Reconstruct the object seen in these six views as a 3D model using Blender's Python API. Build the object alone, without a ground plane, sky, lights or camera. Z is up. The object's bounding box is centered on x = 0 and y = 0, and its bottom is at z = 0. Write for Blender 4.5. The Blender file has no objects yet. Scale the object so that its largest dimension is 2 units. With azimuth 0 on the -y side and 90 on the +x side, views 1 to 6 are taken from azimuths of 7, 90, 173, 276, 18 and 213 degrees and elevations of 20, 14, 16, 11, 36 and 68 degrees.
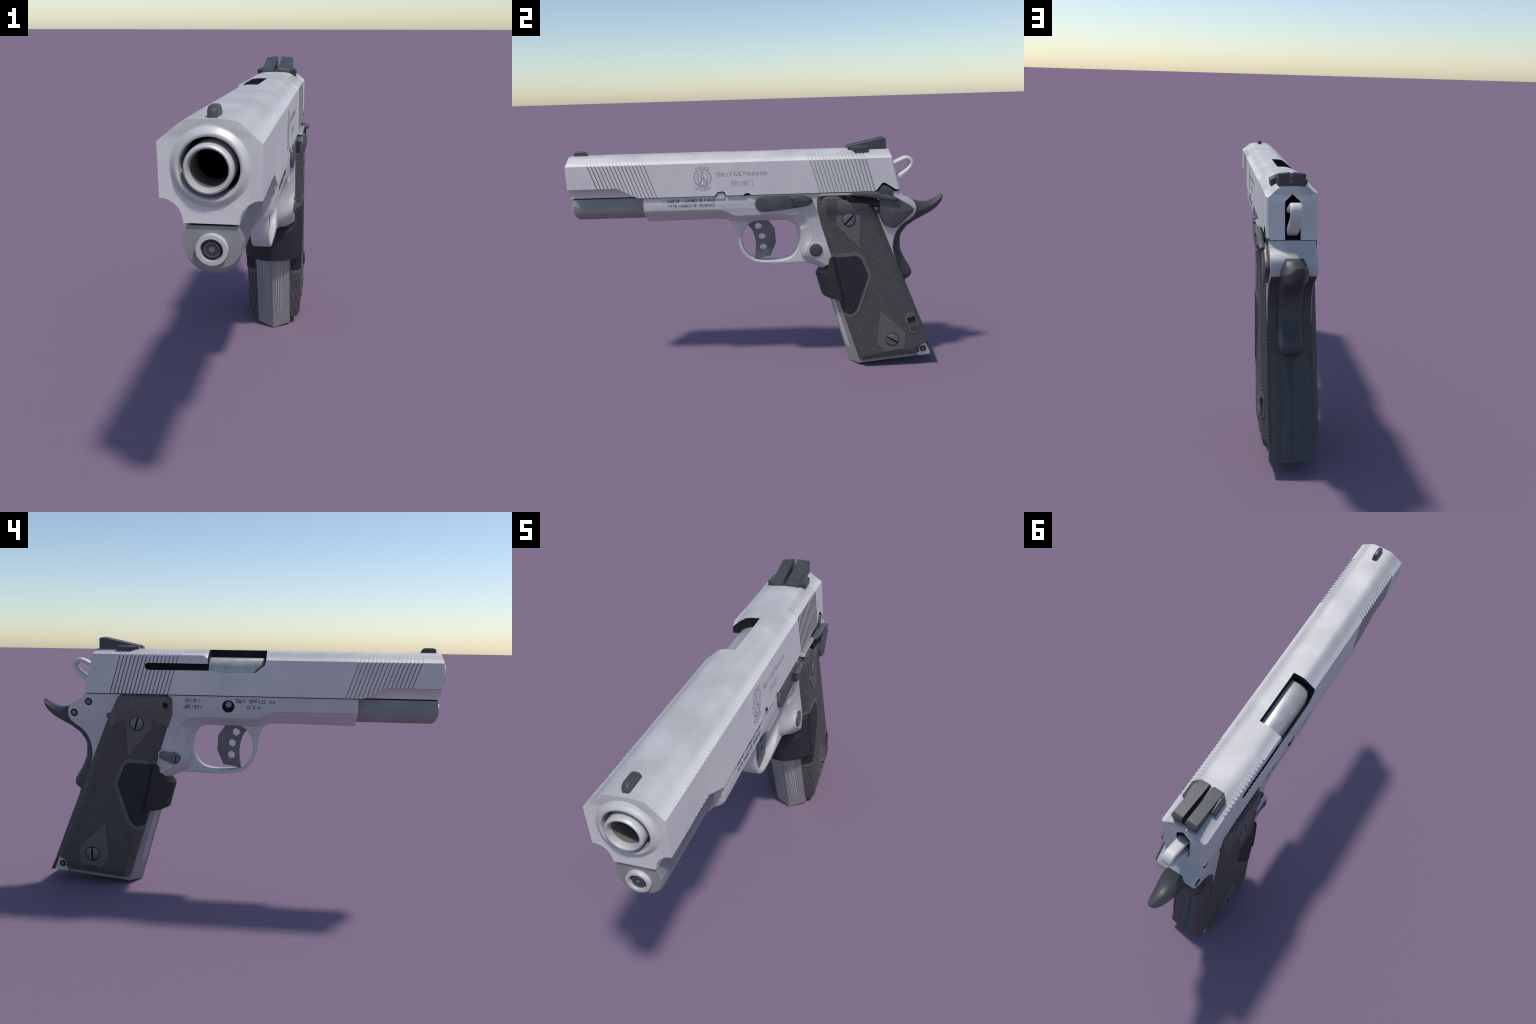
"""A stainless semi-automatic pistol with rubber laser grips, standing on its grip.
Frame: muzzle towards -y, grip down, slide axis along y, width along x."""
import bpy, bmesh, math, random
from mathutils import Vector

random.seed(7)
COLL = bpy.context.scene.collection

# ------------------------------------------------------------------ materials
def new_mat(name):
    m = bpy.data.materials.new(name)
    m.use_nodes = True
    nt = m.node_tree
    return m, nt, nt.nodes, nt.links, nt.nodes["Principled BSDF"]

def metal(name, base, dark, rough=0.45, metallic=0.0, blotch=6.0, grain=900.0, spec=0.5,
          bump=0.02, lo=0.3, hi=0.75, amount=1.0, darkened_top=None):
    """Blasted metal: soft blotches plus a fine grain, both in colour and roughness."""
    m, nt, N, L, P = new_mat(name)
    tc = N.new("ShaderNodeTexCoord")
    big = N.new("ShaderNodeTexNoise"); big.inputs["Scale"].default_value = blotch
    big.inputs["Detail"].default_value = 5; big.inputs["Roughness"].default_value = 0.6
    fine = N.new("ShaderNodeTexNoise"); fine.inputs["Scale"].default_value = grain
    fine.inputs["Detail"].default_value = 2
    L.new(tc.outputs["Object"], big.inputs["Vector"]); L.new(tc.outputs["Object"], fine.inputs["Vector"])
    ramp = N.new("ShaderNodeValToRGB")
    ramp.color_ramp.elements[0].position = lo; ramp.color_ramp.elements[0].color = (*dark, 1)
    ramp.color_ramp.elements[1].position = hi; ramp.color_ramp.elements[1].color = (*base, 1)
    L.new(big.outputs["Fac"], ramp.inputs["Fac"])
    gr = N.new("ShaderNodeMapRange"); gr.inputs["From Min"].default_value = 0.3
    gr.inputs["From Max"].default_value = 0.7; gr.inputs["To Min"].default_value = 1 - 0.10 * amount
    gr.inputs["To Max"].default_value = 1 + 0.08 * amount
    L.new(fine.outputs["Fac"], gr.inputs["Value"])
    mul = N.new("ShaderNodeVectorMath"); mul.operation = "SCALE"
    L.new(ramp.outputs["Color"], mul.inputs[0]); L.new(gr.outputs["Result"], mul.inputs["Scale"])
    last = mul.outputs["Vector"]
    if darkened_top:
        # the rounded top is coloured darker, the flats and shoulder edges stay bright
        z0, edge, core_, depth = darkened_top
        sep = N.new("ShaderNodeSeparateXYZ"); L.new(tc.outputs["Object"], sep.inputs[0])
        up = N.new("ShaderNodeMapRange"); up.inputs["From Min"].default_value = z0; up.inputs["From Max"].default_value = z0 + 0.012
        L.new(sep.outputs["Z"], up.inputs["Value"])
        ab = N.new("ShaderNodeMath"); ab.operation = "ABSOLUTE"; L.new(sep.outputs["X"], ab.inputs[0])
        inn = N.new("ShaderNodeMapRange"); inn.interpolation_type = "SMOOTHSTEP"
        inn.inputs["From Min"].default_value = edge; inn.inputs["From Max"].default_value = core_
        L.new(ab.outputs[0], inn.inputs["Value"])
        m1 = N.new("ShaderNodeMath"); m1.operation = "MULTIPLY"
        L.new(up.outputs[0], m1.inputs[0]); L.new(inn.outputs[0], m1.inputs[1])
        blot = N.new("ShaderNodeTexNoise"); blot.inputs["Scale"].default_value = 9; blot.inputs["Detail"].default_value = 6
        L.new(tc.outputs["Object"], blot.inputs["Vector"])
        bm_ = N.new("ShaderNodeMapRange"); bm_.inputs["From Min"].default_value = 0.3; bm_.inputs["From Max"].default_value = 0.7
        bm_.inputs["To Min"].default_value = 1.3 * depth; bm_.inputs["To Max"].default_value = 0.6 * depth
        L.new(blot.outputs["Fac"], bm_.inputs["Value"])
        m2 = N.new("ShaderNodeMath"); m2.operation = "MULTIPLY"
        L.new(m1.outputs[0], m2.inputs[0]); L.new(bm_.outputs[0], m2.inputs[1])
        inv = N.new("ShaderNodeMath"); inv.operation = "SUBTRACT"; inv.inputs[0].default_value = 1.0
        L.new(m2.outputs[0], inv.inputs[1])
        sc = N.new("ShaderNodeVectorMath"); sc.operation = "SCALE"
        L.new(last, sc.inputs[0]); L.new(inv.outputs[0], sc.inputs["Scale"])
        last = sc.outputs["Vector"]
    L.new(last, P.inputs["Base Color"])
    P.inputs["Roughness"].default_value = rough
    P.inputs["Metallic"].default_value = metallic
    P.inputs["Specular IOR Level"].default_value = spec
    if bump:
        b = N.new("ShaderNodeBump"); b.inputs["Strength"].default_value = bump * 5
        b.inputs["Distance"].default_value = 0.001
        L.new(fine.outputs["Fac"], b.inputs["Height"]); L.new(b.outputs["Normal"], P.inputs["Normal"])
    return m

def flat(name, col, rough=0.6, spec=0.3, metallic=0.0):
    m, nt, N, L, P = new_mat(name)
    tc = N.new("ShaderNodeTexCoord")
    n = N.new("ShaderNodeTexNoise"); n.inputs["Scale"].default_value = 60
    n.inputs["Detail"].default_value = 4
    L.new(tc.outputs["Object"], n.inputs["Vector"])
    r = N.new("ShaderNodeValToRGB")
    r.color_ramp.elements[0].color = tuple(c * 0.82 for c in col) + (1,)
    r.color_ramp.elements[1].color = tuple(min(1, c * 1.18) for c in col) + (1,)
    L.new(n.outputs["Fac"], r.inputs["Fac"]); L.new(r.outputs["Color"], P.inputs["Base Color"])
    P.inputs["Roughness"].default_value = rough
    P.inputs["Specular IOR Level"].default_value = spec
    P.inputs["Metallic"].default_value = metallic
    return m

def checkered(name, low, high, pitch_a=0.0135, pitch_b=0.0115, lean=0.42):
    """Moulded checkering: a lattice of small raised dashes leaning with the grip."""
    m, nt, N, L, P = new_mat(name)
    tc = N.new("ShaderNodeTexCoord")
    sep = N.new("ShaderNodeSeparateXYZ"); L.new(tc.outputs["Object"], sep.inputs[0])
    def axis(ky, kz, pitch):
        a = N.new("ShaderNodeMath"); a.operation = "MULTIPLY"; a.inputs[1].default_value = ky / pitch
        b = N.new("ShaderNodeMath"); b.operation = "MULTIPLY"; b.inputs[1].default_value = kz / pitch
        L.new(sep.outputs["Y"], a.inputs[0]); L.new(sep.outputs["Z"], b.inputs[0])
        s = N.new("ShaderNodeMath"); s.operation = "ADD"
        L.new(a.outputs[0], s.inputs[0]); L.new(b.outputs[0], s.inputs[1])
        p = N.new("ShaderNodeMath"); p.operation = "PINGPONG"; p.inputs[1].default_value = 0.5
        L.new(s.outputs[0], p.inputs[0])
        d = N.new("ShaderNodeMath"); d.operation = "MULTIPLY"; d.inputs[1].default_value = 2
        L.new(p.outputs[0], d.inputs[0])
        return d
    u = axis(1.0, lean, pitch_b)            # columns, parallel to the leaning grip
    v = axis(0.80, -0.60, pitch_a)          # rows, crossing them
    h = N.new("ShaderNodeMath"); h.operation = "MULTIPLY"
    L.new(u.outputs[0], h.inputs[0]); L.new(v.outputs[0], h.inputs[1])
    n = N.new("ShaderNodeTexNoise"); n.inputs["Scale"].default_value = 25; n.inputs["Detail"].default_value = 3
    L.new(tc.outputs["Object"], n.inputs["Vector"])
    nm = N.new("ShaderNodeMapRange"); nm.inputs["To Min"].default_value = 0.75; nm.inputs["To Max"].default_value = 1.2
    L.new(n.outputs["Fac"], nm.inputs["Value"])
    r = N.new("ShaderNodeValToRGB")
    e = r.color_ramp.elements
    e[0].position = 0.30; e[0].color = (*low, 1)
    e[1].position = 0.85; e[1].color = (*high, 1)
    L.new(h.outputs[0], r.inputs["Fac"])
    mul = N.new("ShaderNodeVectorMath"); mul.operation = "SCALE"
    L.new(r.outputs["Color"], mul.inputs[0]); L.new(nm.outputs["Result"], mul.inputs["Scale"])
    L.new(mul.outputs["Vector"], P.inputs["Base Color"])
    bp = N.new("ShaderNodeBump"); bp.inputs["Strength"].default_value = 0.6
    bp.inputs["Distance"].default_value = 0.003
    L.new(h.outputs[0], bp.inputs["Height"]); L.new(bp.outputs["Normal"], P.inputs["Normal"])
    P.inputs["Roughness"].default_value = 0.6
    P.inputs["Specular IOR Level"].default_value = 0.3
    return m

STEEL = metal("brushed_stainless", (0.715, 0.685, 0.67), (0.635, 0.615, 0.605), rough=0.62, metallic=0.2, spec=0.4, blotch=4, lo=.30, hi=.62, grain=330, amount=0.8, darkened_top=(1.163, 0.104, 0.078, 0.20))
FRAME = metal("blasted_stainless", (0.61, 0.59, 0.58), (0.54, 0.525, 0.52), rough=0.62, metallic=0.2, spec=0.4, blotch=7, grain=330)
STRAP = metal("shade_darkened_steel", (0.33, 0.33, 0.33), (0.27, 0.27, 0.275), rough=0.6, metallic=0.2, blotch=9)  # same steel as the frame, base colour lowered for shade on the front strap
EDGE = metal("worn_grey_edge", (0.20, 0.205, 0.22), (0.15, 0.155, 0.165), rough=0.45, blotch=12)
TUBE = metal("dull_steel", (0.31, 0.31, 0.305), (0.24, 0.24, 0.24), rough=0.6, metallic=0.2, blotch=9)
POLISHED = metal("polished_barrel_steel", (0.64, 0.63, 0.615), (0.54, 0.53, 0.515), rough=0.45, metallic=0.2, blotch=14)
CHAMBER = metal("heat_stained_steel", (0.58, 0.57, 0.555), (0.44, 0.42, 0.395), rough=0.38, metallic=0.4, blotch=16)
GROOVE = flat("groove_shadow_steel", (0.05, 0.05, 0.055), rough=0.7, spec=0.15)  # near-black colour on serration walls draws the shadow in each groove
BORE = metal("light_tinted_bore_steel", (0.20, 0.19, 0.175), (0.14, 0.135, 0.125), rough=0.5, blotch=20)  # grey-brown tint shows daylight reaching into the bore mouth
RIDGE = metal("backstrap_ridge_steel", (0.105, 0.107, 0.113), (0.080, 0.082, 0.087), rough=0.42, blotch=12)
BLUED = metal("blued_steel", (0.068, 0.069, 0.071), (0.044, 0.045, 0.047), rough=0.42, blotch=14)
SAFETY = metal("worn_black_steel", (0.10, 0.10, 0.10), (0.055, 0.055, 0.058), rough=0.4, blotch=18)
BACKSTRAP = metal("black_backstrap_steel", (0.060, 0.062, 0.066), (0.045, 0.047, 0.050), rough=0.45, blotch=12)
TRIG = metal("grey_alloy", (0.17, 0.175, 0.185), (0.11, 0.115, 0.125), rough=0.42, blotch=12)
SCREW = metal("dark_screw_steel", (0.22, 0.225, 0.24), (0.12, 0.125, 0.135), rough=0.35, metallic=0.4, blotch=30)
RUBBER = flat("plain_grip_rubber", (0.130, 0.120, 0.116), rough=0.6)
CHECK = checkered("checkered_grip_rubber", (0.076, 0.070, 0.068), (0.19, 0.178, 0.172))
PAD = checkered("checkered_soft_pad", (0.019, 0.020, 0.024), (0.070, 0.072, 0.083))
PLAINPAD = flat("plain_soft_pad", (0.030, 0.030, 0.034), rough=0.55)
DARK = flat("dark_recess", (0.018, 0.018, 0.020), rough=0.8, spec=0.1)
BLACK = flat("black_bore", (0.006, 0.006, 0.007), rough=0.9, spec=0.05)
ENGRAVE = flat("engraved_letter_grey", (0.19, 0.19, 0.21), rough=0.7, spec=0.1)
INK = flat("engraved_letter_black", (0.03, 0.028, 0.03), rough=0.7, spec=0.1)

# ------------------------------------------------------------------ helpers
ROOT = bpy.data.objects.new("pistol", None)
COLL.objects.link(ROOT)
ROOT["label"] = "silver steel semi-automatic pistol with dark checkered rubber grips"
ROOT["category"] = "pistol"

def mesh(name, verts, faces, normals=True):
    me = bpy.data.meshes.new(name)
    me.from_pydata([tuple(v) for v in verts], [], faces)
    if normals:
        bm = bmesh.new(); bm.from_mesh(me)
        bmesh.ops.remove_doubles(bm, verts=bm.verts, dist=1e-6)
        bmesh.ops.recalc_face_normals(bm, faces=bm.faces)
        bm.to_mesh(me); bm.free()
    return me

def join(name, *meshes):
    bm = bmesh.new()
    for m in meshes:
        bm.from_mesh(m)
    me = bpy.data.meshes.new(name)
    bm.to_mesh(me); bm.free()
    return me

def add(name, me, mat=None, parent=ROOT, angle=30, weighted=False, kind=None):
    if mat is not None:
        me.materials.clear(); me.materials.append(mat)
        for p in me.polygons: p.material_index = 0
    me.name = name
    me.shade_smooth()
    me.set_sharp_from_angle(angle=math.radians(angle))
    ob = bpy.data.objects.new(name, me)
    COLL.objects.link(ob)
    ob.parent = parent
    if weighted:
        w = ob.modifiers.new("even_normals", "WEIGHTED_NORMAL")
        w.keep_sharp = True; w.weight = 60
    if kind: ob["kind"] = kind
    return ob

def spline(pts, k=5, closed=False):
    """Catmull-Rom through the points."""
    n = len(pts); out = []
    P = lambda i: Vector(pts[i % n]) if closed else Vector(pts[max(0, min(n - 1, i))])
    for i in range(n if closed else n - 1):
        a, b, c, d = P(i - 1), P(i), P(i + 1), P(i + 2)
        for j in range(k):
            t = j / k
            out.append(0.5 * ((2 * b) + (c - a) * t + (2 * a - 5 * b + 4 * c - d) * t * t + (3 * b - a - 3 * c + d) * t ** 3))
    if not closed: out.append(Vector(pts[-1]))
    return [tuple(v) for v in out]

def plate(name, loops, x0, x1, bevel=0.0, res=2):
    """Extrude outlines given in (y, z) between x0 and x1, with rounded rims; later loops are holes."""
    cu = bpy.data.curves.new(name, "CURVE")
    cu.dimensions = "2D"; cu.fill_mode = "BOTH"
    half = abs(x1 - x0) / 2
    bevel = min(bevel, half * 0.98)
    cu.extrude = half - bevel
    cu.bevel_depth = bevel; cu.bevel_resolution = res; cu.offset = -bevel
    for lp in loops:
        s = cu.splines.new("POLY"); s.points.add(len(lp) - 1)
        for p, q in zip(s.points, lp): p.co = (q[0], q[1], 0, 1)
        s.use_cyclic_u = True
    ob = bpy.data.objects.new(name, cu); COLL.objects.link(ob)
    dg = bpy.context.evaluated_depsgraph_get(); dg.update()
    me = bpy.data.meshes.new_from_object(ob.evaluated_get(dg))
    bpy.data.objects.remove(ob); bpy.data.curves.remove(cu)
    xc = (x0 + x1) / 2
    for v in me.vertices:
        v.co = (xc + v.co.z, v.co.x, v.co.y)
    bm = bmesh.new(); bm.from_mesh(me)
    bmesh.ops.remove_doubles(bm, verts=bm.verts, dist=1e-5)
    bmesh.ops.recalc_face_normals(bm, faces=bm.faces)
    bm.to_mesh(me); bm.free()
    return me

def loft(name, rings, caps=True, closed=True):
    n = len(rings[0]); V = [p for r in rings for p in r]; Fs = []
    for i in range(len(rings) - 1):
        for j in range(n if closed else n - 1):
            a, b = i * n + j, i * n + (j + 1) % n
            Fs.append((a, b, b + n, a + n))
    if caps:
        Fs.append(tuple(range(n))[::-1]); Fs.append(tuple(range((len(rings) - 1) * n, len(rings) * n)))
    return mesh(name, V, Fs)

def lathe_y(name, prof, cx=0.0, cz=0.0, seg=64, ring=False):
    """Revolve (radius, y) profile about an axis along y."""
    rings = []
    for r, y in prof:
        rings.append([(cx + max(r, 1e-5) * math.cos(2 * math.pi * i / seg), y, cz + max(r, 1e-5) * math.sin(2 * math.pi * i / seg)) for i in range(seg)])
    if ring: rings.append(rings[0])
    return loft(name, rings, caps=not ring)

def lathe_x(name, prof, cy, cz, seg=40, side=1):
    """Revolve (radius, height above x=0) about an axis along x at (cy, cz)."""
    rings = []
    for r, x in prof:
        rings.append([(side * x, cy + max(r, 1e-5) * math.cos(2 * math.pi * i / seg), cz + max(r, 1e-5) * math.sin(2 * math.pi * i / seg)) for i in range(seg)])
    return loft(name, rings)

def box(name, x0, x1, y0, y1, z0, z1):
    V = [(x, y, z) for x in (x0, x1) for y in (y0, y1) for z in (z0, z1)]
    return mesh(name, V, [(0, 1, 3, 2), (4, 6, 7, 5), (0, 4, 5, 1), (2, 3, 7, 6), (0, 2, 6, 4), (1, 5, 7, 3)])

def cut(me, cutter, op="DIFFERENCE"):
    """Exact boolean; the cutter's materials go to the cut faces."""
    a = bpy.data.objects.new("a", me); b = bpy.data.objects.new("b", cutter)
    COLL.objects.link(a); COLL.objects.link(b)
    m = a.modifiers.new("cut", "BOOLEAN"); m.operation = op; m.object = b
    m.solver = "EXACT"; m.material_mode = "TRANSFER"; m.use_self = False
    dg = bpy.context.evaluated_depsgraph_get(); dg.update()
    out = bpy.data.meshes.new_from_object(a.evaluated_get(dg))
    bpy.data.objects.remove(a); bpy.data.objects.remove(b)
    return out

def paint(me, mat):
    me.materials.clear(); me.materials.append(mat)
    for p in me.polygons: p.material_index = 0
    return me

def bevelled(me, width, angle=30, seg=2):
    ob = bpy.data.objects.new("b", me); COLL.objects.link(ob)
    m = ob.modifiers.new("b", "BEVEL"); m.width = width; m.segments = seg
    m.limit_method = "ANGLE"; m.angle_limit = math.radians(angle)
    dg = bpy.context.evaluated_depsgraph_get(); dg.update()
    out = bpy.data.meshes.new_from_object(ob.evaluated_get(dg))
    bpy.data.objects.remove(ob)
    return out

def lerp(a, b, t): return a + (b - a) * t

def chain(table, z, k=1):
    """Piecewise linear lookup: rows sorted by descending first value."""
    rows = sorted(table, key=lambda r: -r[0])
    if z >= rows[0][0]: return rows[0][k]
    for p, q in zip(rows, rows[1:]):
        if z >= q[0]:
            return lerp(q[k], p[k], (z - q[0]) / (p[0] - q[0]))
    return rows[-1][k]

# ------------------------------------------------------------------ slide
SL_W, SL_TOP, SL_SHOULDER, SL_BOT = 0.1100, 1.2050, 1.1590, 0.9880
half = [(0.0, SL_TOP), (0.036, 1.2044), (0.056, 1.2010), (0.070, 1.1915), (SL_W, SL_SHOULDER), (SL_W, SL_BOT)]
half_r = [(0.0, SL_TOP), (0.036, 1.2044), (0.060, 1.2015), (0.078, 1.1945), (SL_W, 1.1775), (SL_W, SL_BOT)]   # fuller right shoulder behind the port
def slide_ring(y_of, sx=1.0, right=half):
    sec = half + [(-x, z) for x, z in right[:0:-1]]
    return [(x * sx, y_of(z), z) for x, z in sec]
rear = lambda z: 0.690 + (SL_TOP - z) * 0.262
rings = [slide_ring(lambda z: -0.972 if z > 1.18 else -0.979, 0.995),
         slide_ring(lambda z: -0.966 if z > 1.18 else -0.974),
         slide_ring(lambda z: 0.122),
         slide_ring(lambda z: 0.150, 1.0, half_r),
         slide_ring(lambda z: rear(z) - 0.008, 1.0, half_r),
         slide_ring(lambda z: rear(z) + 0.001, 0.93, half_r)]
slide = loft("slide", rings)
bm = bmesh.new(); bm.from_mesh(slide); bmesh.ops.triangulate(bm, faces=bm.faces); bm.to_mesh(slide); bm.free()
paint(slide, STEEL)
slide.materials.append(DARK); slide.materials.append(BLACK); slide.materials.append(GROOVE)

# stepped muzzle end: the flanks are relieved by a cove, running out on a slant
for s in (1, -1):
    arc = [(0.110 - 0.050 * math.sin(a), 0.9885 + 0.053 * math.cos(a)) for a in [math.pi / 2 * i / 8 for i in range(9)]]
    sec = [(0.13, 1.0415)] + arc + [(0.060, 0.97), (0.13, 0.97)]
    runout = lambda z: -0.722 + 0.112 * max(0, min(1.3, (1.0415 - z) / 0.0535)) ** 0.8
    slide = cut(slide, paint(loft("cove", [[(s * x, -1.1, z) for x, z in sec], [(s * x, runout(z), z) for x, z in sec]]), STEEL))

def chamfer_x(z, half):
    if z <= half[4][1]: return SL_W
    for (xa, za), (xb, zb) in zip(half[::-1][1:], half[::-1][2:]):
        if z <= zb: return lerp(xa, xb, (z - za) / (zb - za))
    return 0.0

def groove_cutters(side, y_first, count, pitch, lean, stations, sec=half, width=0.0105, flip=1):
    """Saw-tooth serrations: steep wall on one side, ramp on the other, swept up the flank."""
    V, Fs, dark = [], [], []
    for i in range(count):
        y0 = y_first + pitch * i; base = len(V)
        for z, depth in stations:
            xs = chamfer_x(z, sec); yy = y0 + (SL_SHOULDER - z) * lean
            if z > SL_SHOULDER: yy = y0 + (SL_SHOULDER - z) * lean * 0.9
            for dy, x in ((0, xs - depth), (0.0014 * flip, xs - depth), (width * flip, xs + 0.0004), (width * flip, 0.13), (0, 0.13)):
                V.append((side * x, yy + dy, z))
        m = 5
        for r in range(len(stations) - 1):
            for j in range(m):
                a, b = base + r * m + j, base + r * m + (j + 1) % m
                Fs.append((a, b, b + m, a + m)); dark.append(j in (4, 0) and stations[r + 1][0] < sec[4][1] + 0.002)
        Fs.append(tuple(base + j for j in range(m))); dark.append(False)
        Fs.append(tuple(base + (len(stations) - 1) * m + j for j in range(m))); dark.append(False)
    me = bpy.data.meshes.new("grooves"); me.from_pydata(V, [], Fs)
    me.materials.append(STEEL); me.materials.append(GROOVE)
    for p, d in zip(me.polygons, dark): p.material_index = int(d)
    bm = bmesh.new(); bm.from_mesh(me); bmesh.ops.recalc_face_normals(bm, faces=bm.faces); bm.to_mesh(me); bm.free()
    return me

FRONT_ST = [(0.965, 0.0045), (1.157, 0.0045), (1.163, 0.006), (1.176, 0.0012)]
REAR_L = [(0.965, 0.0045), (1.157, 0.0045), (1.188, 0.0045), (1.195, 0.001)]
REAR_R = [(0.965, 0.0045), (1.172, 0.0045), (1.180, 0.0055), (1.1865, 0.001)]
for side, yf, yr, st, sec in ((1, -0.866, 0.277, REAR_L, half), (-1, -0.880, 0.274, REAR_R, half_r)):
    slide = cut(slide, groove_cutters(side, yf, 16, 0.0192, 0.335, FRONT_ST))
    slide = cut(slide, groove_cutters(side, yr + 0.004, 16, 0.0191, 0.300, st, sec, flip=-1))

# bore seat for the bushing
slide = cut(slide, paint(lathe_y("bore", [(0.0640, -1.05), (0.0640, -0.60)], 0, 1.108), BLACK))
# ejection port: open on top right and on the right flank
port = [(0.128, 1.099 + 0.009), (0.100, 1.106), (0.068, 1.099), (-0.103, 1.100), (-0.146, 1.136), (-0.152, 1.160), (-0.152, 1.26), (0.128, 1.26)]
slide = cut(slide, paint(plate("port", [port], -0.20, 0.000), DARK))
# extractor slot
slot = [(0.10, 1.138), (0.412, 1.1385), (0.427, 1.137), (0.436, 1.129), (0.436, 1.118), (0.428, 1.107), (0.412, 1.1045), (0.10, 1.106)]
slide = cut(slide, paint(plate("slot", [slot], -0.20, -0.088), DARK))
# hammer slot in the rear face: a house-shaped hole
hs = [(0.032, 0.95), (0.032, 1.143), (0.0, 1.174), (-0.034, 1.143), (-0.034, 0.95)]
slide = cut(slide, paint(loft("hammer_slot", [[(x, rear(z) - 0.014, z) for x, z in hs], [(x, 0.90, z) for x, z in hs]]), BLACK))
# notches along the left lower edge
n1 = [(-0.219, 0.97), (-0.219, 0.988), (-0.203, 1.007), (-0.198, 1.009), (-0.172, 1.0105), (-0.167, 1.007), (-0.160, 0.988), (-0.160, 0.97)]
n2 = [(-0.050 + 0.020 * math.cos(a), 0.984 + 0.014 * math.sin(a)) for a in [math.pi * i / 10 for i in range(11)]] + [(-0.07, 0.96), (-0.03, 0.96)]
n3 = [(0.612, 0.96), (0.612, 0.986), (0.626, 0.995), (0.650, 1.027), (0.656, 1.031), (0.664, 1.031), (0.672, 1.028), (0.722, 0.996), (0.735, 0.994), (0.77, 0.994), (0.77, 0.96)]
for nn in (n1, n2, n3):
    slide = cut(slide, paint(plate("notch", [nn], 0.096, 0.2), DARK))
slide_ob = add("slide", slide, None, angle=33, weighted=True)

# filler pieces seen inside the notches
add("slide_stop_lug", plate("lug", [[(-0.214, 0.970), (-0.214, 0.987), (-0.200, 1.003), (-0.173, 1.005), (-0.165, 0.987), (-0.165, 0.970)]], 0.092, 0.1035, 0.001), FRAME, slide_ob)
add("safety_tooth", plate("tooth", [[(0.632, 0.960), (0.636, 0.990), (0.648, 1.012), (0.668, 1.018), (0.690, 1.006), (0.712, 0.992), (0.712, 0.960)]], 0.09, 0.1060, 0.002), SAFETY, slide_ob)

# muzzle bushing: a raised round-shouldered ring
pr = [(0.0638, -0.90), (0.0638, -0.9835), (0.0648, -0.9865), (0.0670, -0.9885), (0.0700, -0.9888), (0.0735, -0.9872), (0.0775, -0.9835), (0.0805, -0.9800), (0.0845, -0.9780), (0.0845, -0.90)]
add("barrel_bushing", lathe_y("bushing", pr, 0, 1.108, 96, True), POLISHED, slide_ob, angle=50)

# barrel: open tube with rounded crown
yb = -1.0
pr = [(0.0001, -0.64), (0.0405, -0.64), (0.0405, -0.90), (0.0405, yb + 0.020), (0.0420, yb + 0.006), (0.0440, yb + 0.001), (0.0470, yb), (0.0500, yb + 0.002), (0.0520, yb + 0.006), (0.0530, yb + 0.014), (0.0530, -0.40), (0.0001, -0.40)]
barrel = lathe_y("barrel", pr, -0.001, 1.107, 96)
barrel.materials.append(POLISHED); barrel.materials.append(BLACK); barrel.materials.append(BORE)
for p in barrel.polygons:
    c = p.center; r = math.hypot(c.x + .001, c.z - 1.107)
    p.material_index = (1 if c.y > -0.90 else 2) if r < 0.0412 else 0
bar_ob = add("barrel", barrel, None, angle=40)
# chamber, seen in the ejection port
hood = [(0.0, 1.1685), (0.022, 1.1685), (0.040, 1.1670), (0.056, 1.1620), (0.071, 1.1535), (0.084, 1.1410), (0.092, 1.1260), (0.0955, 1.1080), (0.0955, 1.080), (0.0, 1.06)]
ch = []
for y, k in ((-0.141, 0.94), (-0.131, 1.0), (0.1255, 1.0)):
    ch.append([(sx * x * k, y + (max(0, 1.136 - z) * 1.15 if y < 0 else 0), 1.08 + (z - 1.08) * k) for sx, x, z in [(-1, x, z) for x, z in hood] + [(1, x, z) for x, z in hood[-2:0:-1]]])
add("barrel_chamber", loft("chamber", ch), CHAMBER, bar_ob, angle=30)

# ------------------------------------------------------------------ sights
fs = [(-0.957, 1.195), (-0.956, 1.219), (-0.951, 1.225), (-0.941, 1.229), (-0.905, 1.2285), (-0.896, 1.226), (-0.889, 1.219), (-0.881, 1.204), (-0.881, 1.195)]
add("front_sight", plate("fs", [fs], -0.0085, 0.0125, 0.006, 3), BLUED, slide_ob, angle=40)

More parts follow.
